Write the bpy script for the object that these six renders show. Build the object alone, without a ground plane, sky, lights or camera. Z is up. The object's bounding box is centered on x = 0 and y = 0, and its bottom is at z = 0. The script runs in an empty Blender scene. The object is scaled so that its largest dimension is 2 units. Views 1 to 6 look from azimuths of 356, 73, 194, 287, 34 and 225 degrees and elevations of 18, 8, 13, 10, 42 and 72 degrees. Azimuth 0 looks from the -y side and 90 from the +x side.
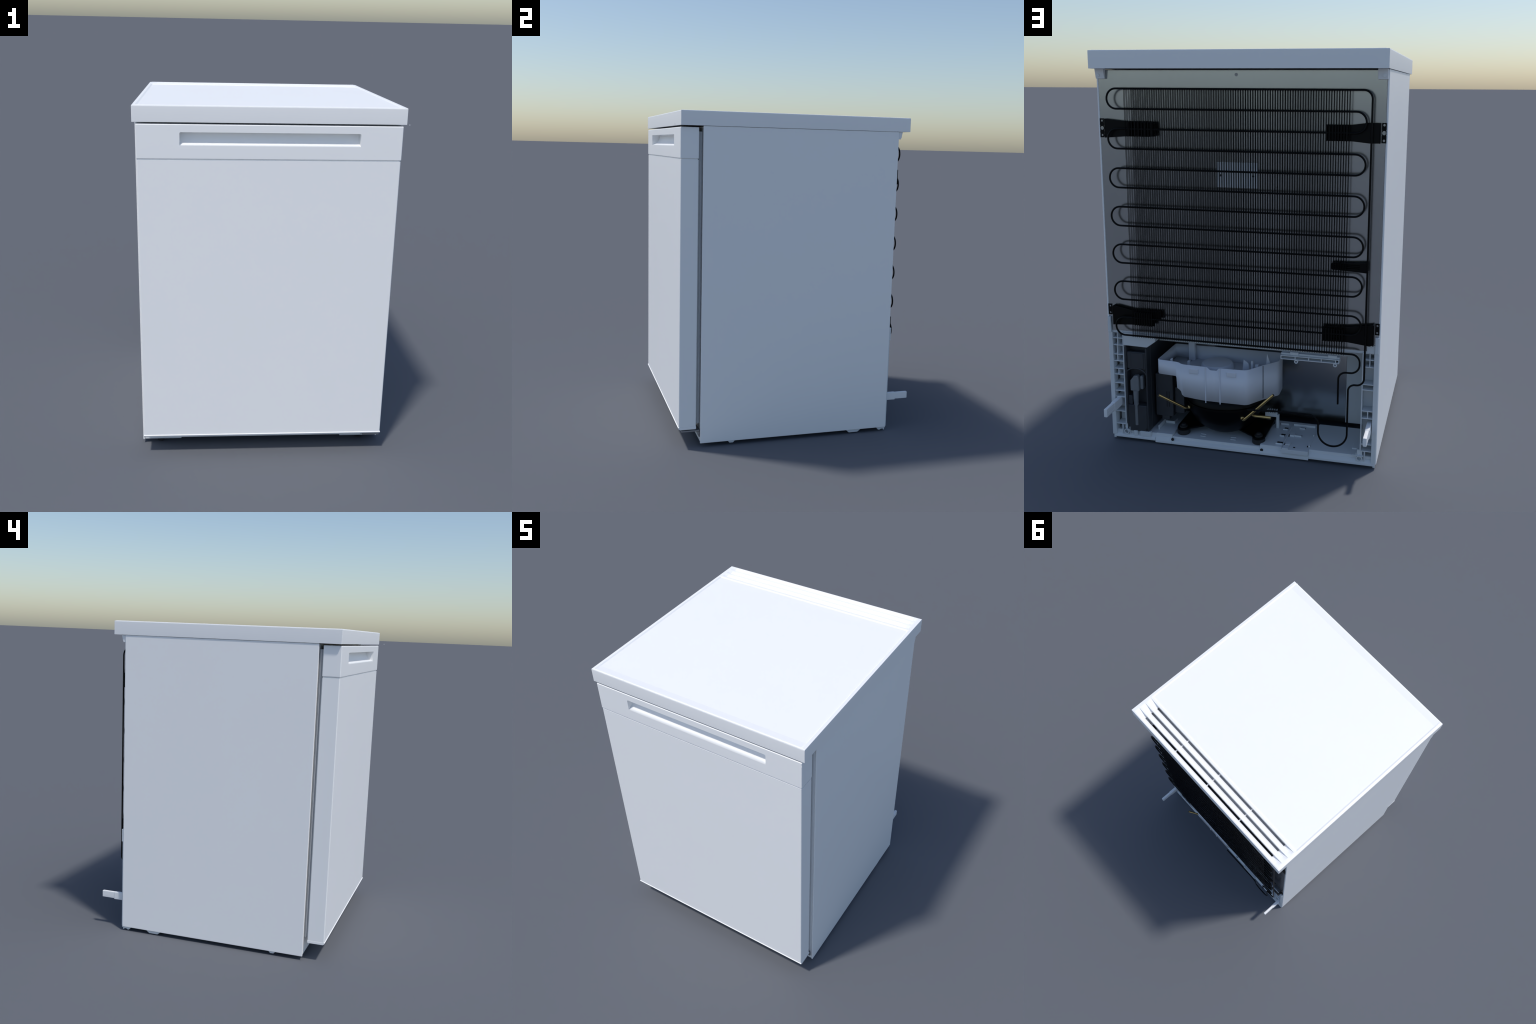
import bpy, bmesh, math
from mathutils import Vector, Matrix

# ------------------------------------------------------------------ materials
def material(name, color, rough=0.5, metal=0.0, grain=0.0, grain_scale=60.0,
             bump=0.0, bump_scale=300.0, coat=0.0, spec=0.5, rough_var=0.0):
    m = bpy.data.materials.new(name)
    m.use_nodes = True
    nt = m.node_tree
    b = nt.nodes["Principled BSDF"]
    b.inputs["Base Color"].default_value = (*color, 1)
    b.inputs["Roughness"].default_value = rough
    b.inputs["Metallic"].default_value = metal
    b.inputs["Coat Weight"].default_value = coat
    b.inputs["Specular IOR Level"].default_value = spec
    tc = nt.nodes.new("ShaderNodeTexCoord")
    if grain > 0:
        n = nt.nodes.new("ShaderNodeTexNoise")
        n.inputs["Scale"].default_value = grain_scale
        n.inputs["Detail"].default_value = 4
        r = nt.nodes.new("ShaderNodeValToRGB")
        r.color_ramp.elements[0].position = 0.3
        r.color_ramp.elements[1].position = 0.7
        r.color_ramp.elements[0].color = (*[c * (1 - grain) for c in color], 1)
        r.color_ramp.elements[1].color = (*[min(1, c * (1 + grain)) for c in color], 1)
        nt.links.new(tc.outputs["Object"], n.inputs["Vector"])
        nt.links.new(n.outputs["Fac"], r.inputs["Fac"])
        nt.links.new(r.outputs["Color"], b.inputs["Base Color"])
        if rough_var > 0:
            mr = nt.nodes.new("ShaderNodeMapRange")
            mr.inputs["To Min"].default_value = rough - rough_var
            mr.inputs["To Max"].default_value = rough + rough_var
            nt.links.new(n.outputs["Fac"], mr.inputs["Value"])
            nt.links.new(mr.outputs["Result"], b.inputs["Roughness"])
    if bump > 0:
        n2 = nt.nodes.new("ShaderNodeTexNoise")
        n2.inputs["Scale"].default_value = bump_scale
        n2.inputs["Detail"].default_value = 2
        bp = nt.nodes.new("ShaderNodeBump")
        bp.inputs["Strength"].default_value = bump
        bp.inputs["Distance"].default_value = 0.001
        nt.links.new(tc.outputs["Object"], n2.inputs["Vector"])
        nt.links.new(n2.outputs["Fac"], bp.inputs["Height"])
        nt.links.new(bp.outputs["Normal"], b.inputs["Normal"])
    return m

WHITE = material("white_enamel", (0.985, 0.985, 0.98), 0.45, grain=0.004, grain_scale=3)
PLASTIC = material("white_plastic", (0.90, 0.91, 0.92), 0.5, grain=0.006, grain_scale=8)
FRAMEW = material("pale_frame_plastic", (0.72, 0.75, 0.77), 0.45, grain=0.008, grain_scale=8)
TRAYW = material("drip_tray_plastic", (0.74, 0.76, 0.82), 0.4, grain=0.006, grain_scale=8)
GALV = material("galvanised_sheet", (0.45, 0.475, 0.49), 0.20, 1.0, grain=0.015, grain_scale=6)
BLACK = material("black_lacquer", (0.0015, 0.0015, 0.0017), 0.38, grain=0.2, grain_scale=60, spec=0.16)
WIREB = material("black_wire_lacquer", (0.0015, 0.0015, 0.0017), 0.4, grain=0.2, grain_scale=60, spec=0.12)
RUBBER = material("black_rubber", (0.02, 0.02, 0.022), 0.6, grain=0.1)
FOAM = material("black_foam", (0.008, 0.008, 0.009), 0.9, grain=0.2)
DARKP = material("dark_grey_plastic", (0.045, 0.048, 0.055), 0.5, grain=0.06, grain_scale=30)
CORDG = material("grey_cord_rubber", (0.20, 0.21, 0.22), 0.55, grain=0.04)
BRASS = material("brass_pipe", (0.80, 0.56, 0.23), 0.28, 1.0, grain=0.06, grain_scale=50)
SEAL = material("pale_seal_rubber", (0.55, 0.56, 0.57), 0.6, grain=0.02)
STEEL = material("grey_steel", (0.33, 0.33, 0.34), 0.4, 0.6, grain=0.04)
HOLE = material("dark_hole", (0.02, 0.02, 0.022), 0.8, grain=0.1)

# ------------------------------------------------------------------ helpers
def finish(name, bm, mat, parent, angle=35, weighted=True, recalc=True):
    if recalc:
        bmesh.ops.recalc_face_normals(bm, faces=bm.faces)
    me = bpy.data.meshes.new(name)
    bm.to_mesh(me)
    bm.free()
    for p in me.polygons:
        p.use_smooth = True
    me.set_sharp_from_angle(angle=math.radians(angle))
    me.materials.append(mat)
    ob = bpy.data.objects.new(name, me)
    bpy.context.scene.collection.objects.link(ob)
    if parent is not None:
        ob.parent = parent
    if weighted:
        w = ob.modifiers.new("weighted", 'WEIGHTED_NORMAL')
        w.keep_sharp = True
    return ob

def add_box(bm, x0, x1, y0, y1, z0, z1, bev=0.0, seg=2):
    vs = [bm.verts.new((x, y, z)) for x in (x0, x1) for y in (y0, y1) for z in (z0, z1)]
    idx = [(0, 1, 3, 2), (4, 6, 7, 5), (0, 4, 5, 1), (2, 3, 7, 6), (0, 2, 6, 4), (1, 5, 7, 3)]
    fs = [bm.faces.new([vs[i] for i in f]) for f in idx]
    if bev > 0:
        es = {e for f in fs for e in f.edges}
        bmesh.ops.bevel(bm, geom=list(es), offset=bev, segments=seg, profile=0.5, affect='EDGES')

def box(name, dims, mat, parent, bev=0.002, seg=2):
    bm = bmesh.new()
    add_box(bm, *dims, bev=bev, seg=seg)
    return finish(name, bm, mat, parent)

def boxes(name, lst, mat, parent, bev=0.0015, seg=1):
    bm = bmesh.new()
    for d in lst:
        add_box(bm, *d, bev=bev, seg=seg)
    return finish(name, bm, mat, parent)

def add_prism(bm, pts, axis, a, b, bev=0.0, seg=2):
    """pts: polygon in the plane perpendicular to axis (xz for y, yz for x, xy for z)."""
    def P(p, t):
        return {'y': (p[0], t, p[1]), 'x': (t, p[0], p[1]), 'z': (p[0], p[1], t)}[axis]
    v0 = [bm.verts.new(P(p, a)) for p in pts]
    v1 = [bm.verts.new(P(p, b)) for p in pts]
    n = len(pts)
    fs = [bm.faces.new(v0[::-1]), bm.faces.new(v1)]
    for i in range(n):
        fs.append(bm.faces.new((v0[i], v0[(i + 1) % n], v1[(i + 1) % n], v1[i])))
    if bev > 0:
        es = {e for f in fs for e in f.edges}
        bmesh.ops.bevel(bm, geom=list(es), offset=bev, segments=seg, profile=0.5, affect='EDGES')
    return fs

def prism(name, pts, axis, a, b, mat, parent, bev=0.001, seg=1):
    bm = bmesh.new()
    add_prism(bm, pts, axis, a, b, bev, seg)
    return finish(name, bm, mat, parent)

def fillet(points, radii, steps=8):
    """Polyline of 3D points, each inner corner rounded by its radius."""
    P = [Vector(p) for p in points]
    out = [P[0]]
    for i in range(1, len(P) - 1):
        r = radii[i] if isinstance(radii, (list, tuple)) else radii
        a = (P[i - 1] - P[i]).normalized()
        b = (P[i + 1] - P[i]).normalized()
        ang = a.angle(b)
        if r <= 0 or ang > math.pi - 0.01:
            out.append(P[i]); continue
        t = r / math.tan(ang / 2)
        t = min(t, (P[i - 1] - P[i]).length * 0.5, (P[i + 1] - P[i]).length * 0.5)
        r = t * math.tan(ang / 2)
        c = P[i] + (a + b).normalized() * (r / math.sin(ang / 2))
        p0, p1 = P[i] + a * t, P[i] + b * t
        u, w = (p0 - c).normalized(), (p1 - c).normalized()
        th = u.angle(w)
        for k in range(steps + 1):
            f = k / steps
            out.append(c + (u * math.sin((1 - f) * th) + w * math.sin(f * th)) / math.sin(th) * r)
    out.append(P[-1])
    return out

def add_tube(bm, path, rad, n=10, cap=True):
    path = [Vector(p) for p in path]
    d = [(path[min(i + 1, len(path) - 1)] - path[max(i - 1, 0)]).normalized() for i in range(len(path))]
    up = Vector((0, 1, 0)) if abs(d[0].y) < 0.9 else Vector((0, 0, 1))
    side = d[0].cross(up).normalized()
    rings = []
    for i, p in enumerate(path):
        side = (side - d[i] * side.dot(d[i])).normalized()
        up = side.cross(d[i])
        r = rad[i] if isinstance(rad, (list, tuple)) else rad
        rings.append([bm.verts.new(p + (side * math.cos(2 * math.pi * k / n) + up * math.sin(2 * math.pi * k / n)) * r) for k in range(n)])
    for a, b in zip(rings, rings[1:]):
        for k in range(n):
            bm.faces.new((a[k], a[(k + 1) % n], b[(k + 1) % n], b[k]))
    if cap:
        bm.faces.new(rings[0][::-1]); bm.faces.new(rings[-1])

def tube(name, path, rad, mat, parent, n=10):
    bm = bmesh.new()
    add_tube(bm, path, rad, n)
    return finish(name, bm, mat, parent, angle=50, weighted=False)

def add_lathe(bm, prof, cx, cy, n=48, sx=1.0, sy=1.0):
    """prof: (radius, z) from bottom to top."""
    rings = []
    for r, z in prof:
        if r < 1e-5:
            rings.append([bm.verts.new((cx, cy, z))])
        else:
            rings.append([bm.verts.new((cx + sx * r * math.cos(2 * math.pi * k / n), cy + sy * r * math.sin(2 * math.pi * k / n), z)) for k in range(n)])
    for a, b in zip(rings, rings[1:]):
        for k in range(n):
            q = [a[k % len(a)], a[(k + 1) % len(a)], b[(k + 1) % len(b)], b[k % len(b)]]
            q2 = []
            for v in q:
                if v not in q2: q2.append(v)
            if len(q2) > 2: bm.faces.new(q2)
    if len(rings[0]) > 1: bm.faces.new(rings[0][::-1])
    if len(rings[-1]) > 1: bm.faces.new(rings[-1])

def lathe(name, prof, cx, cy, mat, parent, n=48, angle=35, sx=1, sy=1):
    bm = bmesh.new()
    add_lathe(bm, prof, cx, cy, n, sx, sy)
    return finish(name, bm, mat, parent, angle=angle, weighted=False)

def disc_y(bm, x, y, z, r, h, n=16):
    """Short cylinder whose axis runs along y."""
    add_tube(bm, [(x, y, z), (x, y + h, z)], r, n)

def bake(ob):
    """Apply all modifiers of ob."""
    dg = bpy.context.evaluated_depsgraph_get()
    me = bpy.data.meshes.new_from_object(ob.evaluated_get(dg))
    ob.modifiers.clear()
    ob.data = me
    return ob

CX = -0.0025           # the appliance's own mid plane

# ------------------------------------------------------------------ root
root = bpy.data.objects.new("refrigerator", None)
bpy.context.scene.collection.objects.link(root)
root["label"] = "small white undercounter fridge with black condenser coil behind"
root["category"] = "refrigerator"

# ------------------------------------------------------------------ worktop
LX0, LX1, LY0, LY1, LZ0, LZ1 = -0.7080, 0.7020, -0.7385, 0.6855, 1.915, 2.0
REC = 0.0045
def worktop():
    slots = (0.5405, 0.5895, 0.6385)          # front edges of the three louvre grooves
    half = 0.6790                              # grooves fade out here
    slot_half = 0.6080
    depth = 0.024
    ribs = (-0.3075, CX, 0.3025)
    xs = [0, 0.0012, 0.0045, 0.0175, 0.0265]
    X = [LX0 + d for d in xs] + [CX - slot_half]
    for r in ribs:
        X += [r - 0.004, r + 0.004]
    X += [CX + slot_half] + [LX1 - d for d in xs[::-1]]
    for f in (0.33, 0.66):
        X += [CX - slot_half - (half - slot_half) * f, CX + slot_half + (half - slot_half) * f]
    X = sorted(X)
    Y = [LY0, LY0 + 0.0012, LY0 + 0.0045, LY0 + 0.009, -0.6855, 0.519, 0.528]
    for s in slots:
        Y += [s, s + 0.0012, s + 0.0145, s + 0.024, s + 0.033, s + 0.041]
    Y += [LY1 - 0.0045, LY1 - 0.0012, LY1]
    Y = sorted(Y)
    def edge(d):                               # rolled outer edge
        return {True: 0.0}.get(d >= 0.0045, -0.006 if d < 0.0006 else -0.0018)
    def zz(x, y):
        dx = min(x - LX0, LX1 - x); dyf = y - LY0; dyb = LY1 - y
        e = min(edge(dx), edge(dyf), edge(dyb))
        sx = min(1, max(0, (dx - 0.0175) / 0.009)); sy = min(1, max(0, (dyf - 0.009) / 0.0435))
        sb = min(1, max(0, (0.528 - y) / 0.009))
        dish = -REC * min(sx, sy, sb)
        g = 0
        fade = min(1, max(0, (half - abs(x - CX)) / (half - slot_half)))
        for s in slots:
            t = y - s
            if 0 < t < 0.047:
                k = 1 if 0.001 < t < 0.015 else (0.55 if t < 0.025 else 0.18 if t < 0.034 else 0.025)
                g = -depth * k * fade
        return LZ1 + min(e, dish + g)
    bm = bmesh.new()
    V = [[bm.verts.new((x, y, zz(x, y))) for y in Y] for x in X]
    for i in range(len(X) - 1):
        for j in range(len(Y) - 1):
            xm, ym = (X[i] + X[i + 1]) / 2, (Y[j] + Y[j + 1]) / 2
            if abs(xm - CX) < slot_half and any(0.0012 < ym - s < 0.0145 for s in slots) \
               and not any(abs(xm - r) < 0.004 for r in ribs):
                continue
            bm.faces.new((V[i][j], V[i + 1][j], V[i + 1][j + 1], V[i][j + 1]))
    ring = [V[i][0] for i in range(len(X))] + [V[-1][j] for j in range(1, len(Y))] \
        + [V[i][-1] for i in range(len(X) - 2, -1, -1)] + [V[0][j] for j in range(len(Y) - 2, 0, -1)]
    low = [bm.verts.new((v.co.x, v.co.y, LZ0)) for v in ring]
    n = len(ring)
    for i in range(n):
        bm.faces.new((ring[(i + 1) % n], ring[i], low[i], low[(i + 1) % n]))
    corner = [e for e in bm.edges if all(min(abs(v.co.x - LX0), abs(v.co.x - LX1)) < 1e-5 and min(abs(v.co.y - LY0), abs(v.co.y - LY1)) < 1e-5 for v in e.verts)]
    bmesh.ops.bevel(bm, geom=corner, offset=0.0038, segments=3, profile=0.5, affect='EDGES')
    bm.normal_update()
    bmesh.ops.recalc_face_normals(bm, faces=bm.faces)
    if max(f.normal.z for f in bm.faces) < 0.5:
        bmesh.ops.reverse_faces(bm, faces=bm.faces)
    bm.normal_update()
    if sum(f.normal.z * f.calc_area() for f in bm.faces) < 0:
        bmesh.ops.reverse_faces(bm, faces=bm.faces)
    ob = finish("worktop", bm, WHITE, root, angle=4, weighted=False, recalc=False)
    s = ob.modifiers.new("solid", 'SOLIDIFY'); s.thickness = 0.004; s.offset = -1; s.use_even_offset = True
    bake(ob)
    for v in ob.data.vertices:                  # level lower rim
        v.co.z = max(v.co.z, LZ0)
    w = ob.modifiers.new("weighted", 'WEIGHTED_NORMAL'); w.keep_sharp = True
    return ob
top = worktop()
boxes("worktop_core", [(LX0 + 0.009, LX1 - 0.009, LY0 + 0.009, 0.512, 1.918, 1.984), (LX0 + 0.009, LX1 - 0.009, 0.5125, 0.612, 1.921, 1.930)], PLASTIC, top, 0.002)
# rear hooks that hold the worktop on the cabinet
def hook(sign):
    xo = CX + sign * 0.697
    xi = CX + sign * 0.652
    bm = bmesh.new()
    add_prism(bm, [(0.6135, 1.9155), (0.640, 1.9155), (0.628, 1.869), (0.6135, 1.869)], 'x', min(xo, xi), max(xo, xi) , 0.002, 2)
    h = finish("worktop_hook", bm, PLASTIC, top)
    bm = bmesh.new()
    add_tube(bm, [(CX + sign * 0.682, 0.628, 1.885), (CX + sign * 0.682, 0.6365, 1.885)], 0.008, 6)
    finish("hook_screw", bm, PLASTIC, top, weighted=False)
hook(1); hook(-1)

# ------------------------------------------------------------------ cabinet
CX0, CX1 = -0.7045, 0.6990
CY0, CY1 = -0.608, 0.6122
cab = boxes("cabinet", [
    (CX0 + 0.010, CX1 - 0.010, CY0 + 0.003, CY0 + 0.060, 0.030, 1.9105),
    (CX0 + 0.010, CX1 - 0.010, CY0 + 0.0602, 0.6083, 0.608, 1.9105),
    (CX0 + 0.010, CX1 - 0.010, CY0 + 0.0602, 0.160, 0.030, 0.607)], WHITE, root, 0.003)
for s in (0, 1):
    x0, x1 = ((CX0, CX0 + 0.0095), (CX1 - 0.0095, CX1))[s]
    box("side_panel", (x0, x1, CY0, CY1, 0.0225, 1.914), WHITE, cab, 0.003, 3)
panel = box("back_panel", (CX0 + 0.0100, CX1 - 0.0100, 0.6085, 0.6123, 0.6075, 1.9090), GALV, cab, 0.0008, 1)
box("label_plate", (-0.103, 0.098, 0.6125, 0.6143, 1.367, 1.487), PLASTIC, cab, 0.0006, 1)
for x in (-0.082, 0.078):
    bm = bmesh.new(); disc_y(bm, x, 0.6140, 1.424, 0.0055, 0.0016)
    finish("label_screw", bm, DARKP, cab, weighted=False)
bm = bmesh.new(); disc_y(bm, CX, 0.6113, 1.889, 0.0075, 0.002, 20)
finish("panel_plug", bm, STEEL, cab, weighted=False)
# compressor bay lining
boxes("bay_lintel", [(CX0 + 0.012, CX1 - 0.012, 0.425, 0.433, 0.5050, 0.591), (CX0 + 0.012, CX1 - 0.012, 0.165, 0.6080, 0.5920, 0.607)], FRAMEW, cab, 0.001)
def bay_wall(name, x0, x1, off, mat):          # leans back towards the top
    prism(name, [(0.2270 + off, 0.050), (0.2150 + off, 0.591), (0.1620, 0.591), (0.1620, 0.050)], 'x', x0, x1, mat, cab, 0.0005)
bay_wall("bay_rear_sheet", -0.4915, CX1 - 0.012, 0.0, GALV)
bay_wall("bay_rear_cover", CX0 + 0.012, -0.4925, 0.002, FRAMEW)

# ------------------------------------------------------------------ door
DX0, DX1, DY0, DY1 = -0.6885, 0.6845, -0.7365, -0.6315
bm = bmesh.new()
add_box(bm, DX0, DX1, DY0, DY1, 0.128, 1.7215)
upright = [e for e in bm.edges if abs(e.verts[0].co.z - e.verts[1].co.z) > 0.1]      # only the upright edges are rounded
bmesh.ops.bevel(bm, geom=upright, offset=0.006, segments=4, profile=0.5, affect='EDGES')
door = finish("door", bm, WHITE, root)
# rolled bottom trim of the door
trim_prof = [(DY0 + 0.001, 0.1275), (DY0 - 0.0025, 0.1265), (DY0 - 0.0035, 0.123), (DY0 - 0.0005, 0.117),
             (DY0 + 0.008, 0.1115), (DY1 - 0.004, 0.1105), (DY1, 0.114), (DY1, 0.1275)]
prism("door_bottom_trim", trim_prof, 'x', DX0 - 0.001, DX1 + 0.001, WHITE, door, 0.0012, 2)
# handle strip with a scooped grip
bm = bmesh.new()
add_box(bm, DX0 - 0.002, DX1 + 0.002, DY0 - 0.002, DY1 + 0.0005, 1.7265, 1.9055, 0.005, 3)
strip = finish("handle_strip", bm, WHITE, door)
bake(strip)
yf = DY0 - 0.002
grip = [(yf - 0.02, 1.790), (yf, 1.797), (yf + 0.026, 1.8075), (yf + 0.034, 1.812), (yf + 0.042, 1.822), (yf + 0.050, 1.838),
        (yf + 0.055, 1.852), (yf + 0.056, 1.862), (yf + 0.052, 1.8655), (yf - 0.02, 1.8655)]
bm = bmesh.new()
fs = add_prism(bm, grip, 'x', -0.4685, 0.4665)
long_ends = [e for e in bm.edges if all(abs(abs(v.co.x + 0.001) - 0.4675) < 1e-3 for v in e.verts) and abs(e.verts[0].co.x - e.verts[1].co.x) < 1e-4]
bmesh.ops.bevel(bm, geom=long_ends, offset=0.007, segments=3, profile=0.5, affect='EDGES')
cut = finish("grip_cutter", bm, WHITE, None, weighted=False)
bo = strip.modifiers.new("grip", 'BOOLEAN'); bo.object = cut; bo.operation = 'DIFFERENCE'; bo.solver = 'EXACT'
bake(strip)
bpy.data.objects.remove(cut)
for p in strip.data.polygons: p.use_smooth = True
strip.data.set_sharp_from_angle(angle=math.radians(30))
w = strip.modifiers.new("weighted", 'WEIGHTED_NORMAL'); w.keep_sharp = True
box("door_core", (DX0 + 0.006, DX1 - 0.006, DY0 + 0.0045, DY1 - 0.004, 1.715, 1.732), WHITE, door, 0.001, 1)
# gasket: bellows of two lips between door and cabinet
def ring_boxes(inset, y0, y1, t, z0, z1):
    a, b = DX0 + inset, DX1 - inset
    return [(a, a + t, y0, y1, z0, z1), (b - t, b, y0, y1, z0, z1),
            (a + t, b - t, y0, y1, z0, z0 + t), (a + t, b - t, y0, y1, z1 - t, z1)]
boxes("gasket", ring_boxes(0.017, -0.6305, -0.6075, 0.03, 0.142, 1.880)
      + ring_boxes(0.009, -0.6205, -0.6165, 0.03, 0.140, 1.882)
      + ring_boxes(0.014, -0.6105, -0.6080, 0.03, 0.140, 1.882)
      + ring_boxes(0.014, -0.6300, -0.6265, 0.03, 0.140, 1.882), SEAL, door, 0.0008)

# lower hinge
boxes("hinge", [(0.585, 0.6835, -0.720, -0.6095, 0.0945, 0.1035), (0.600, 0.6845, -0.6135, -0.6075, 0.058, 0.0945),
                (0.575, 0.584, -0.712, -0.6095, 0.0965, 0.1035)], STEEL, root, 0.002, 2)
bm = bmesh.new()
for x in (0.635, 0.665):
    disc_y(bm, x, -0.6165, 0.078, 0.007, 0.004)
finish("hinge_screw", bm, SEAL, root, weighted=False)
# front base beam under the door
boxes("base_beam", [(CX0 + 0.010, -0.479, -0.604, -0.50, 0.0235, 0.105), (0.473, CX1 - 0.010, -0.604, -0.50, 0.0235, 0.105),
                    (-0.479, 0.473, -0.600, -0.50, 0.034, 0.105)], FRAMEW, root, 0.002)
for x in (-0.601, 0.594):
    lathe("levelling_foot", [(0.016, 0.0), (0.021, 0.004), (0.021, 0.012), (0.012, 0.016), (0.009, 0.024)], x, -0.575, RUBBER, root, 24)
# small runners that show under the side panels
for s in (-1, 1):
    x = CX + s * 0.690
    for (y0, y1) in ((-0.434, -0.392),):
        prism("runner", [(y0, 0.030), (y1, 0.030), (y1, 0.020), (y1 - 0.010, 0.009), (y0 + 0.010, 0.009), (y0, 0.020)], 'x', x - 0.006, x + 0.006, FRAMEW, root)
    prism("runner", [(0.340, 0.030), (0.438, 0.030), (0.438, 0.018), (0.420, 0.005), (0.362, 0.005), (0.346, 0.018)], 'x', x - 0.006, x + 0.006, FRAMEW, root)
    prism("runner", [(0.545, 0.030), (0.609, 0.030), (0.609, 0.003), (0.603, 0.004), (0.600, 0.012), (0.585, 0.012), (0.575, 0.004), (0.566, 0.006)], 'x', x - 0.006, x + 0.006, FRAMEW, root)

# ------------------------------------------------------------------ condenser
TY = 0.6560
TR = 0.0047
z_rows = [1.824 - 0.0941 * i for i in range(14)]
xl, xr = 0.6295, -0.6145
pts, rad = [], []
def add(x, z, r): pts.append((x, TY, z)); rad.append(r)
add(-0.060, 0.262, 0)
add(-0.200, 0.270, 0.02); add(-0.4195, 0.2725, 0.05)
add(-0.4195, 0.118, 0.0710); add(-0.5620, 0.118, 0.0710)
add(-0.5620, 0.447, 0.032); add(-0.6375, 0.447, 0.036)
add(-0.6375, 1.824, 0.040)
for i in range(14):
    z = z_rows[i]
    if i % 2 == 0:          # run from -x to +x, turn at the +x end
        if i > 0: add(xr, z, 0.0470)
        add(xl, z, 0.0470)
    else:
        add(xl, z, 0.0470)
        add(xr, z, 0.0470 if i < 13 else 0.040)
add(xr, 0.506, 0.044); add(-0.514, 0.506, 0.036); add(-0.514, 0.342, 0)
coil = tube("condenser_coil", fillet(pts, rad, 12), TR, BLACK, root, 12)
wire_bm = bmesh.new()
add_tube(wire_bm, [(0, 0, 0.5945), (0, 0, 1.8265)], 0.00145, 6)
first = finish("condenser_wire", wire_bm, WIREB, coil, angle=70, weighted=False)
N = 93
k = 0
for side in (-1, 1):
    for i in range(N):
        x = -0.5375 + i * (1.0755 / (N - 1))
        ob = first if k == 0 else first.copy()
        if k: bpy.context.scene.collection.objects.link(ob)
        ob.parent = coil
        ob.location = (x, TY + side * 0.0052, 0)
        k += 1

# mounting brackets
def holed_plate(bm, x0, x1, z0, z1, y0, y1, holes):
    """Flange plate with round holes: strips above, between and below square cells, each cell a ring."""
    zc = z0
    n = 16
    xm = (x0 + x1) / 2
    hw = (x1 - x0) / 2
    for (hz, hr) in sorted(holes):
        h = max(hr * 1.35, 0.004)
        if hz - h > zc + 1e-4:
            add_box(bm, x0, x1, y0, y1, zc, hz - h)
        inner = []; outer = []
        for q in range(n):
            a = 2 * math.pi * (q + 0.5) / n
            c, s = math.cos(a), math.sin(a)
            t = min(hw / abs(c) if abs(c) > 1e-6 else 9, h / abs(s) if abs(s) > 1e-6 else 9)
            inner.append((xm + hr * c, hz + hr * s)); outer.append((xm + t * c, hz + t * s))
        for (ya, yb) in ((y0, y1),):
            I0 = [bm.verts.new((p[0], ya, p[1])) for p in inner]; I1 = [bm.verts.new((p[0], yb, p[1])) for p in inner]
            O0 = [bm.verts.new((p[0], ya, p[1])) for p in outer]; O1 = [bm.verts.new((p[0], yb, p[1])) for p in outer]
            for q in range(n):
                w = (q + 1) % n
                bm.faces.new((I0[q], I0[w], O0[w], O0[q])); bm.faces.new((O1[q], O1[w], I1[w], I1[q]))
                bm.faces.new((I0[w], I0[q], I1[q], I1[w])); bm.faces.new((O0[q], O0[w], O1[w], O1[q]))
        zc = hz + h
    if zc < z1 - 1e-4:
        add_box(bm, x0, x1, y0, y1, zc, z1)

def bracket(flange, holes, fold_x, plate, clip, ribs=4):
    """flange: (x0,x1,z0,z1); plate: polygon (x,z) standing off the back; clip: (x0,x1,z0,z1) toothed grip behind the wires."""
    bm = bmesh.new()
    holed_plate(bm, *flange, 0.6125, 0.6155, holes)
    zs = [p[1] for p in plate]
    add_box(bm, fold_x - 0.002, fold_x + 0.002, 0.6125, 0.6380, min(zs), max(zs), 0.0008, 1)
    add_prism(bm, plate, 'y', 0.6350, 0.6380, 0.0006, 1)
    x0, x1, z0, z1 = clip
    for i in range(ribs):
        z = z0 + (z1 - z0) * (i + 0.5) / ribs
        add_box(bm, x0, x1, 0.6380, 0.6475, z - 0.0035, z + 0.0035, 0.001, 1)
    m = 8
    for i in range(m):
        x = x0 + (x1 - x0) * (i + 0.5) / m
        add_box(bm, x - 0.003, x + 0.003, 0.6380, 0.6620, z0 + 0.002, z1 - 0.002, 0.001, 1)
    return finish("mounting_bracket", bm, BLACK, coil, weighted=False)

bracket((0.670, 0.690, 1.591, 1.682), [(1.602, 0.0055), (1.636, 0.0095), (1.671, 0.0055)], 0.654,
        [(0.655, 1.591), (0.655, 1.682), (0.55, 1.672), (0.394, 1.672), (0.394, 1.602), (0.428, 1.599), (0.55, 1.599)], (0.396, 0.53, 1.601, 1.671))
bracket((-0.6985, -0.6775, 1.591, 1.681), [(1.602, 0.0055), (1.636, 0.0095), (1.671, 0.0055)], -0.672,
        [(-0.673, 1.591), (-0.673, 1.681), (-0.62, 1.681), (-0.545, 1.671), (-0.427, 1.671), (-0.427, 1.598), (-0.55, 1.598), (-0.63, 1.590)], (-0.535, -0.429, 1.600, 1.669))
bracket((0.670, 0.690, 0.691, 0.747), [(0.701, 0.0050), (0.736, 0.0050)], 0.654,
        [(0.655, 0.645), (0.655, 0.741), (0.640, 0.745), (0.55, 0.728), (0.393, 0.731), (0.393, 0.686), (0.429, 0.684), (0.429, 0.652), (0.55, 0.652)], (0.43, 0.53, 0.655, 0.726))
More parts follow.
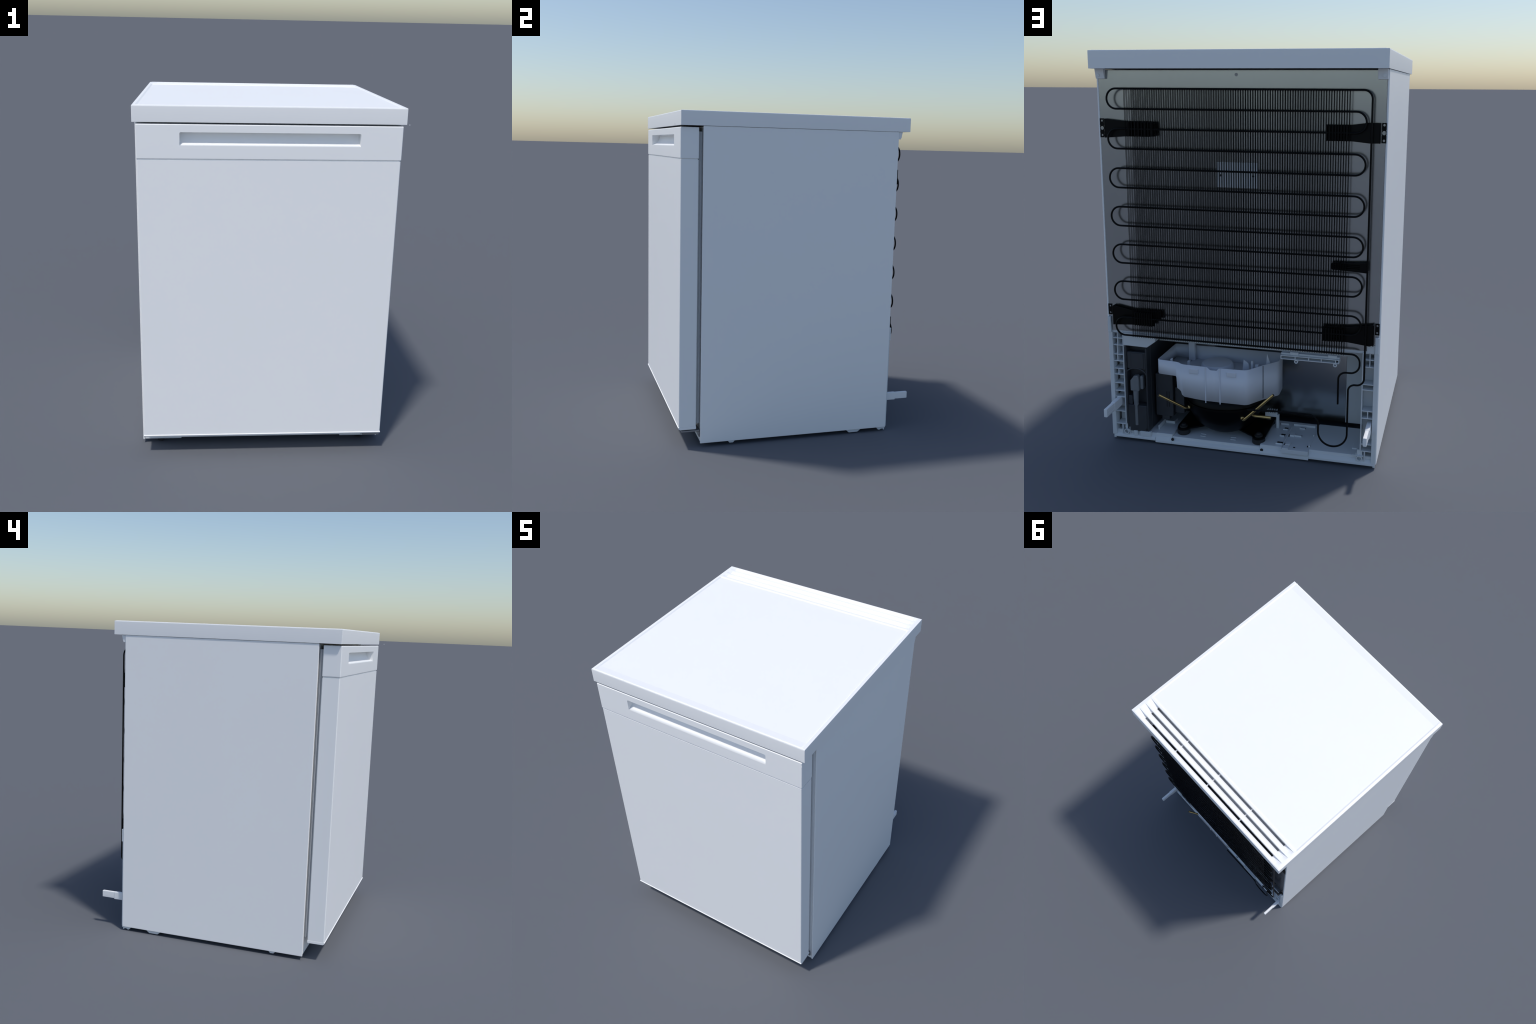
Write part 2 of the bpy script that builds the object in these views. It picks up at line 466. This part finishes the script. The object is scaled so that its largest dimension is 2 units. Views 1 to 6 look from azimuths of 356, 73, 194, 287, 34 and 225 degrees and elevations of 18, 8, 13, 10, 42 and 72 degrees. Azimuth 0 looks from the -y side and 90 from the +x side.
bracket((-0.6985, -0.6775, 0.692, 0.748), [(0.702, 0.0050), (0.737, 0.0050)], -0.672,
        [(-0.673, 0.646), (-0.673, 0.745), (-0.55, 0.728), (-0.426, 0.722), (-0.428, 0.651), (-0.548, 0.653), (-0.655, 0.640)], (-0.535, -0.43, 0.655, 0.720))
bm = bmesh.new()
add_prism(bm, [(-0.640, 0.994), (-0.640, 1.045), (-0.53, 1.038), (-0.472, 1.037), (-0.463, 1.030), (-0.463, 1.010), (-0.472, 1.003), (-0.53, 1.001)], 'y', 0.6360, 0.6400, 0.001, 1)
for z in (1.012, 1.020, 1.028):
    add_box(bm, -0.60, -0.475, 0.6400, 0.6480, z - 0.002, z + 0.002, 0.0008, 1)
finish("coil_clip", bm, BLACK, coil, weighted=False)

# ------------------------------------------------------------------ base tray of the compressor bay
tray = bmesh.new()
def floor_prism(x0, x1, ztop, zlip, rise=0.0):
    add_prism(tray, [(0.300, ztop - 0.012), (0.300, ztop), (0.597, ztop), (0.6005, ztop - 0.002), (0.6020, ztop - 0.013), (0.6060, ztop - 0.015), (0.6175, zlip + 0.012), (0.6185, zlip + 0.001), (0.6155, zlip), (0.600, zlip + 0.004), (0.590, ztop - 0.012)], 'x', x0, x1, 0.0008, 1)
floor_prism(0.455, 0.686, 0.050, 0.014)
floor_prism(0.365, 0.4545, 0.052, 0.006)
floor_prism(-0.1100, 0.3645, 0.0415, 0.006)
floor_prism(-0.3650, -0.1105, 0.0535, 0.006)
floor_prism(-0.6965, -0.3655, 0.0570, 0.0145)
base = finish("base_tray", tray, FRAMEW, root)
# pressed details of the tray
boxes("tray_block", [(-0.364, -0.226, 0.598, 0.6255, 0.0335, 0.0555), (-0.350, -0.232, 0.335, 0.350, 0.054, 0.066), (-0.205, -0.160, 0.335, 0.350, 0.054, 0.064),
                     (-0.262, -0.232, 0.590, 0.626, 0.0556, 0.062), (-0.2275, -0.222, 0.36, 0.61, 0.0540, 0.0580),
                     (-0.300, -0.262, 0.468, 0.474, 0.054, 0.063), (-0.300, -0.270, 0.376, 0.382, 0.054, 0.062),
                     (-0.364, -0.356, 0.555, 0.572, 0.054, 0.063), (-0.364, -0.356, 0.430, 0.447, 0.054, 0.061),
                     (-0.222, -0.186, 0.575, 0.580, 0.054, 0.062), (-0.212, -0.186, 0.485, 0.490, 0.054, 0.062), (-0.212, -0.186, 0.405, 0.410, 0.054, 0.061),
                     (-0.262, -0.238, 0.555, 0.585, 0.054, 0.064), (-0.262, -0.238, 0.450, 0.478, 0.054, 0.064),
                     (-0.620, -0.575, 0.480, 0.545, 0.0575, 0.066), (-0.640, -0.585, 0.575, 0.612, 0.0575, 0.063),
                     (0.400, 0.452, 0.470, 0.476, 0.052, 0.066), (0.400, 0.406, 0.430, 0.470, 0.052, 0.066), (0.455, 0.460, 0.44, 0.56, 0.050, 0.075),
                     (0.48, 0.54, 0.600, 0.6165, 0.030, 0.058), (0.555, 0.575, 0.600, 0.6165, 0.030, 0.058),
                     (0.195, 0.225, 0.560, 0.563, 0.0416, 0.044), (0.20, 0.23, 0.535, 0.538, 0.0416, 0.044),
                     (0.03, 0.06, 0.560, 0.563, 0.0416, 0.044), (0.035, 0.065, 0.535, 0.538, 0.0416, 0.044)], FRAMEW, base, 0.001)
bm = bmesh.new()
for d in [(-0.222, -0.190, 0.545, 0.574), (-0.212, -0.190, 0.455, 0.484), (-0.210, -0.190, 0.378, 0.404), (-0.300, -0.265, 0.45, 0.466),
          (-0.300, -0.272, 0.358, 0.375), (-0.356, -0.348, 0.556, 0.572), (-0.238, -0.230, 0.555, 0.585), (-0.238, -0.230, 0.450, 0.478), (-0.292, -0.282, 0.585, 0.596)]:
    add_box(bm, *d, 0.0520, 0.0543)
for x in (0.360, -0.122):
    disc_y(bm, x, 0.6105, 0.030, 0.008, 0.003, 12)
finish("tray_slot", bm, HOLE, base, weighted=False)

# ------------------------------------------------------------------ plastic side frames with spacers
def side_frame(sign, rungs, verticals):
    def X(a): return CX + sign * a
    def B(a0, a1, y0, y1, z0, z1):
        p, q = sorted((X(a0), X(a1)))
        return (p, q, y0, y1, z0, z1)
    L = [B(0.676, 0.6975, 0.575, 0.618, 0.028, 0.598),       # outer post
         B(0.619, 0.624, 0.555, 0.614, 0.088, 0.600),        # inner rail
         B(0.6245, 0.6755, 0.540, 0.552, 0.030, 0.600)]      # web at the back of the cells
    for z in rungs:
        L.append(B(0.6240, 0.676, 0.552, 0.6135, z - 0.0022, z + 0.0022))
    for (a, z0, z1) in verticals:
        L.append(B(a - 0.0022, a + 0.0022, 0.552, 0.613, z0, z1))
    L += [B(0.679, 0.6965, 0.6130, 0.6240, 0.598, 0.680), *([B(0.640, 0.6785, 0.6128, 0.6160, 0.598, 0.640)] if sign < 0 else []),
          B(0.640, 0.645, 0.552, 0.6135, 0.030, 0.088), B(0.600, 0.604, 0.552, 0.6135, 0.030, 0.075)]
    f = boxes("side_frame", L, FRAMEW, root, 0.001)
    # screw eye at the foot of the frame
    bm = bmesh.new()
    n = 20
    prof = [(0.0105, 0.604), (0.0145, 0.604), (0.0145, 0.620), (0.0105, 0.620)]
    cx, cz = X(0.618), 0.050
    rings = [[bm.verts.new((cx + r * math.cos(2 * math.pi * q / n), y, cz + r * math.sin(2 * math.pi * q / n))) for q in range(n)] for r, y in prof]
    for a in range(4):
        for q in range(n):
            bm.faces.new((rings[a][q], rings[a][(q + 1) % n], rings[(a + 1) % 4][(q + 1) % n], rings[(a + 1) % 4][q]))
    add_box(bm, cx - 0.013, cx + 0.013, 0.596, 0.606, 0.062, 0.090, 0.001, 1)
    finish("screw_eye", bm, FRAMEW, f, weighted=False)
    return f
fr = side_frame(1, (0.564, 0.526, 0.475, 0.439, 0.397, 0.365, 0.317, 0.274, 0.240, 0.159, 0.088),
                [(0.652, 0.526, 0.598), (0.655, 0.439, 0.526), (0.652, 0.365, 0.397)])
fl = side_frame(-1, (0.563, 0.526, 0.437, 0.409, 0.300, 0.262, 0.125, 0.088),
                [(0.655, 0.526, 0.598), (0.652, 0.26, 0.30)])
def spacer(x0, x1, parent, sign):
    bm = bmesh.new()
    add_prism(bm, [(0.556, 0.190), (0.556, 0.2385), (0.690, 0.2385), (0.690, 0.190)], 'x', x0 - 0.002, x1 + 0.002, 0.003, 2)
    add_prism(bm, [(0.688, 0.194), (0.688, 0.2375), (0.7765, 0.2375), (0.7765, 0.194)], 'x', x0, x1, 0.004, 2)
    # two grip ribs on the face that looks inwards
    xi = x0 if sign > 0 else x1
    for z in (0.206, 0.216, 0.226):
        add_box(bm, xi - 0.0015, xi + 0.0015, 0.692, 0.768, z - 0.0018, z + 0.0018)
    finish("wall_spacer", bm, PLASTIC, parent)
spacer(0.643, 0.662, fr, 1)
spacer(-0.673, -0.654, fl, -1)

# cover over the cord well and slotted bar on the lintel
bm = bmesh.new()
add_prism(bm, [(0.622, 0.598), (0.622, 0.528), (0.488, 0.525), (0.440, 0.560), (0.440, 0.598)], 'y', 0.560, 0.6125, 0.002, 1)
finish("cord_well_cover", bm, FRAMEW, root)
L = [(-0.512, -0.222, 0.592, 0.628, 0.552, 0.556), (-0.512, -0.222, 0.592, 0.628, 0.535, 0.539), (-0.512, -0.222, 0.588, 0.594, 0.535, 0.566),
     (-0.512, -0.222, 0.5940, 0.6150, 0.5561, 0.5645)]
for x in (-0.512, -0.4965, -0.4265, -0.364, -0.297, -0.226):
    L.append((x, x + 0.004, 0.594, 0.628, 0.5391, 0.5519))
boxes("slotted_bar", L, FRAMEW, root, 0.0006)
bm = bmesh.new()
for x in (-0.492, -0.300):
    n = 16
    prof = [(0.005, 0.612), (0.0095, 0.612), (0.0095, 0.627), (0.005, 0.627)]
    rings = [[bm.verts.new((x + r * math.cos(2 * math.pi * q / n), y, 0.527 + r * math.sin(2 * math.pi * q / n))) for q in range(n)] for r, y in prof]
    for a in range(4):
        for q in range(n):
            bm.faces.new((rings[a][q], rings[a][(q + 1) % n], rings[(a + 1) % 4][(q + 1) % n], rings[(a + 1) % 4][q]))
finish("bar_eye", bm, FRAMEW, root, weighted=False)
boxes("lintel_tab", [(-0.310, -0.268, 0.6137, 0.620, 0.556, 0.572), (-0.500, -0.455, 0.6137, 0.620, 0.556, 0.572)], FRAMEW, root, 0.002)

# ------------------------------------------------------------------ cord well with plug
well = boxes("cord_well", [(0.492, 0.612, 0.240, 0.560, 0.055, 0.520), (0.492, 0.500, 0.56, 0.612, 0.055, 0.520),
                           (0.604, 0.612, 0.56, 0.612, 0.055, 0.520), (0.500, 0.604, 0.56, 0.612, 0.055, 0.200),
                           (0.500, 0.604, 0.585, 0.606, 0.400, 0.492), (0.580, 0.604, 0.56, 0.606, 0.20, 0.25)], DARKP, root, 0.003)
box("well_window", (0.512, 0.580, 0.6065, 0.6090, 0.405, 0.487), DARKP, well, 0.001, 1)
arc = [(0.556 + 0.056 * math.cos(math.radians(a)), 0.606, 0.368 + 0.036 * math.sin(math.radians(a))) for a in range(10, 171, 10)]
tube("well_arch", arc, 0.004, DARKP, well, 8)
bm = bmesh.new(); disc_y(bm, 0.503, 0.6115, 0.068, 0.007, 0.0015, 14)
finish("well_hole", bm, HOLE, well, weighted=False)
bm = bmesh.new(); add_prism(bm, [(0.540, 0.280), (0.588, 0.280), (0.588, 0.338), (0.575, 0.345), (0.570, 0.362), (0.545, 0.366), (0.540, 0.345)], 'y', 0.585, 0.612, 0.004, 2)
add_box(bm, 0.520, 0.5395, 0.570, 0.602, 0.286, 0.362, 0.008, 2)
plug = finish("plug", bm, CORDG, well)
bm = bmesh.new()
add_tube(bm, [(0.560, 0.604, 0.281), (0.560, 0.606, 0.240), (0.559, 0.607, 0.222), (0.559, 0.607, 0.218), (0.559, 0.607, 0.205), (0.559, 0.607, 0.203), (0.558, 0.607, 0.09)],
         [0.0145, 0.0135, 0.0130, 0.0118, 0.0130, 0.0098, 0.0095], 14)
finish("cord", bm, CORDG, well, weighted=False)

# ------------------------------------------------------------------ compressor
KX, KY = 0.114, 0.464
bowl = [(math.sin(a), 0.228 - 0.178 * math.cos(a)) for a in [math.radians(t) for t in range(0, 91, 9)]]
comp = lathe("compressor", bowl[:-1] + [(1.0, 0.222), (1.035, 0.224), (1.035, 0.233), (1.0, 0.235), (0.985, 0.250), (0.93, 0.268), (0.6, 0.36), (0.0, 0.375)], KX, KY, BLACK, root, 72, 30, 0.200, 0.172)
for x_out, x_in, fx, fy1 in ((0.358, 0.215, 0.321, 0.546), (-0.128, 0.035, -0.092, 0.557)):
    sg = 1 if x_out > x_in else -1
    bm = bmesh.new()
    pl = [(x_out, fy1 - 0.016), (x_out, 0.310), (x_in, 0.310), (x_in, 0.500), (fx - sg * 0.036, fy1)]
    pl += [(fx + sg * 0.034 * math.sin(a), fy1 + 0.002 + 0.030 * math.cos(a)) for a in [math.radians(t) for t in range(-60, 61, 20)]]
    if sg < 0: pl = pl[::-1]
    add_prism(bm, pl, 'z', 0.070, 0.078, 0.0015, 1)
    finish("compressor_mount", bm, BLACK, comp)
    for fy in (fy1, 0.340):
        lathe("mount_rubber", [(0.030, 0.0415), (0.034, 0.046), (0.034, 0.0695), (0.021, 0.0700), (0.021, 0.086), (0.012, 0.089), (0.011, 0.096), (0.0, 0.097)], fx, fy, RUBBER, comp, 28)
boxes("relay_box", [(0.380, 0.478, 0.410, 0.540, 0.123, 0.359), (0.405, 0.450, 0.420, 0.532, 0.098, 0.1225), (0.325, 0.3795, 0.40, 0.520, 0.138, 0.283)], DARKP, comp, 0.006, 2)
boxes("relay_slot", [(0.412, 0.417, 0.5385, 0.5415, 0.178, 0.264), (0.399, 0.404, 0.5385, 0.5415, 0.178, 0.264)], HOLE, comp, 0.0004)

def pipe(path, r, rr=0.012, hollow=True):
    bm = bmesh.new()
    p = fillet(path, rr, 6)
    add_tube(bm, p, r, 14)
    ob = finish("brass_pipe", bm, BRASS, comp, angle=50, weighted=False)
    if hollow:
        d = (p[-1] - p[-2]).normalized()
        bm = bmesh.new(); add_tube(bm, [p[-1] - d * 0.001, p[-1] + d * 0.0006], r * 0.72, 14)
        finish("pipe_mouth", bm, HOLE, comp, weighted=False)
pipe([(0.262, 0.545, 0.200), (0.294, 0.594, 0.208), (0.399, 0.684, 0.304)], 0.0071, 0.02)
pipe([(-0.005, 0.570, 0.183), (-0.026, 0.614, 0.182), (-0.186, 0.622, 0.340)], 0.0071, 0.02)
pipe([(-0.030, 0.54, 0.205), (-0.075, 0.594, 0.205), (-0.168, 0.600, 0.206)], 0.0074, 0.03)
for c in ((0.279, 0.573, 0.205), (-0.0145, 0.592, 0.1845)):
    bm = bmesh.new()
    bmesh.ops.create_uvsphere(bm, u_segments=16, v_segments=10, radius=0.011, matrix=Matrix.Translation(c))
    finish("brass_collar", bm, BRASS, comp, angle=80, weighted=False)
# pale cable clip beside the compressor
boxes("cable_clip", [(-0.160, -0.146, 0.380, 0.398, 0.054, 0.130), (-0.150, -0.085, 0.378, 0.400, 0.118, 0.140)]
      + [(-0.148 + 0.012 * i, -0.143 + 0.012 * i, 0.376, 0.404, 0.1395, 0.156) for i in range(5)], FRAMEW, root, 0.0012)

# ------------------------------------------------------------------ drip tray on top of the compressor
def drip_tray():
    # plan of the rim going round: front from +x to -x, slanted end, back, +x end; (x, y, top, bottom)
    yf = 0.630           # designed here, then slid out as a whole below
    P = [(0.420, yf - 0.005, 0.475, 0.404), (0.413, yf, 0.475, 0.399), (0.325, yf, 0.471, 0.395), (0.322, yf, 0.471, 0.387),
         (0.319, yf, 0.470, 0.331), (0.307, yf, 0.468, 0.323), (0.299, yf, 0.464, 0.315), (0.294, yf, 0.462, 0.297),
         (0.281, yf, 0.460, 0.287), (0.225, yf, 0.459, 0.281), (0.167, yf, 0.458, 0.276), (0.157, yf, 0.457, 0.276),
         (0.142, yf, 0.443, 0.276), (0.108, yf, 0.443, 0.276), (0.095, yf, 0.457, 0.275), (0.082, yf, 0.457, 0.275), (0.018, yf, 0.458, 0.275),
         (-0.034, yf, 0.459, 0.275), (-0.046, yf - 0.004, 0.459, 0.275), (-0.056, yf - 0.012, 0.459, 0.275), (-0.109, 0.540, 0.459, 0.275), (-0.157, 0.485, 0.460, 0.275),
         (-0.169, 0.472, 0.460, 0.275), (-0.173, 0.458, 0.460, 0.275), (-0.173, 0.388, 0.475, 0.281), (-0.168, 0.380, 0.475, 0.281),
         (0.270, 0.380, 0.475, 0.291), (0.316, 0.380, 0.475, 0.331), (0.320, 0.380, 0.475, 0.396), (0.412, 0.380, 0.475, 0.399), (0.420, 0.386, 0.475, 0.403)]
    bm = bmesh.new()
    T = [bm.verts.new((x, y, t)) for x, y, t, b in P]
    B = [bm.verts.new((x, y, b)) for x, y, t, b in P]
    n = len(P)
    for i in range(n):
        bm.faces.new((T[i], T[(i + 1) % n], B[(i + 1) % n], B[i]))
    # floor: left shelf and main basin
    def sheet(x0, x1, y0, y1, z0, z1):
        vs = [bm.verts.new(c) for c in ((x0, y0, z0), (x1, y0, z1), (x1, y1, z1), (x0, y1, z0))]
        bm.faces.new(vs)
    sheet(0.320, 0.418, 0.382, yf - 0.002, 0.401, 0.401)
    sheet(0.294, 0.320, 0.382, yf - 0.002, 0.316, 0.399)
    bmesh.ops.recalc_face_normals(bm, faces=bm.faces)
    ob = finish("drip_tray", bm, TRAYW, root, angle=30, weighted=False)
    s = ob.modifiers.new("solid", 'SOLIDIFY'); s.thickness = 0.0024; s.offset = 0
    bake(ob)
    prism("tray_floor", [(0.317, 0.384), (-0.166, 0.384), (-0.166, 0.462), (-0.046, 0.606), (0.317, 0.626)], 'z', 0.396, 0.400, TRAYW, ob, 0.0005)
    for x in (0.166, 0.0905):
        box("tray_rib", (x - 0.0025, x + 0.0025, yf + 0.0005, yf + 0.0050, 0.266, 0.457), TRAYW, ob, 0.0012)
    for x0, x1 in ((0.204, 0.252), (0.006, 0.055)):
        prism("tray_tab", [(yf + 0.0012, 0.418), (yf + 0.0050, 0.418), (yf + 0.0060, 0.441), (yf + 0.0012, 0.444)], 'x', x0, x1, TRAYW, ob, 0.001)
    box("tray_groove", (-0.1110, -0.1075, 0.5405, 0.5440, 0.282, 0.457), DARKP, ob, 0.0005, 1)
    lathe("tray_dome", [(0.086, 0.400), (0.083, 0.428), (0.076, 0.438), (0.0, 0.442)], 0.146, 0.500, TRAYW, ob, 40)
    boxes("tray_post", [(0.302, 0.337, 0.384, 0.410, 0.400, 0.505), (0.285, 0.297, 0.52, 0.54, 0.400, 0.445), (0.352, 0.360, 0.595, 0.615, 0.402, 0.477),
                        (-0.048, -0.036, 0.495, 0.510, 0.40, 0.464), (-0.078, -0.060, 0.50, 0.515, 0.40, 0.449)], TRAYW, ob, 0.002)
    bm = bmesh.new()
    add_prism(bm, [(-0.105, 0.40), (-0.145, 0.40), (-0.112, 0.498)], 'y', 0.470, 0.474, 0.0005, 1)
    add_prism(bm, [(-0.026, 0.40), (0.010, 0.40), (0.004, 0.466), (-0.022, 0.448)], 'y', 0.500, 0.504, 0.0005, 1)
    finish("tray_fin", bm, TRAYW, ob)
    ob.location = (-0.006, 0.015, 0.006)
drip_tray()

# stray bead that floats beside the front corner of the worktop
bm = bmesh.new()
bmesh.ops.create_uvsphere(bm, u_segments=10, v_segments=8, radius=0.0022, matrix=Matrix.Translation((0.7060, -0.7745, 1.9185)))
finish("loose_bead", bm, WHITE, root, weighted=False)
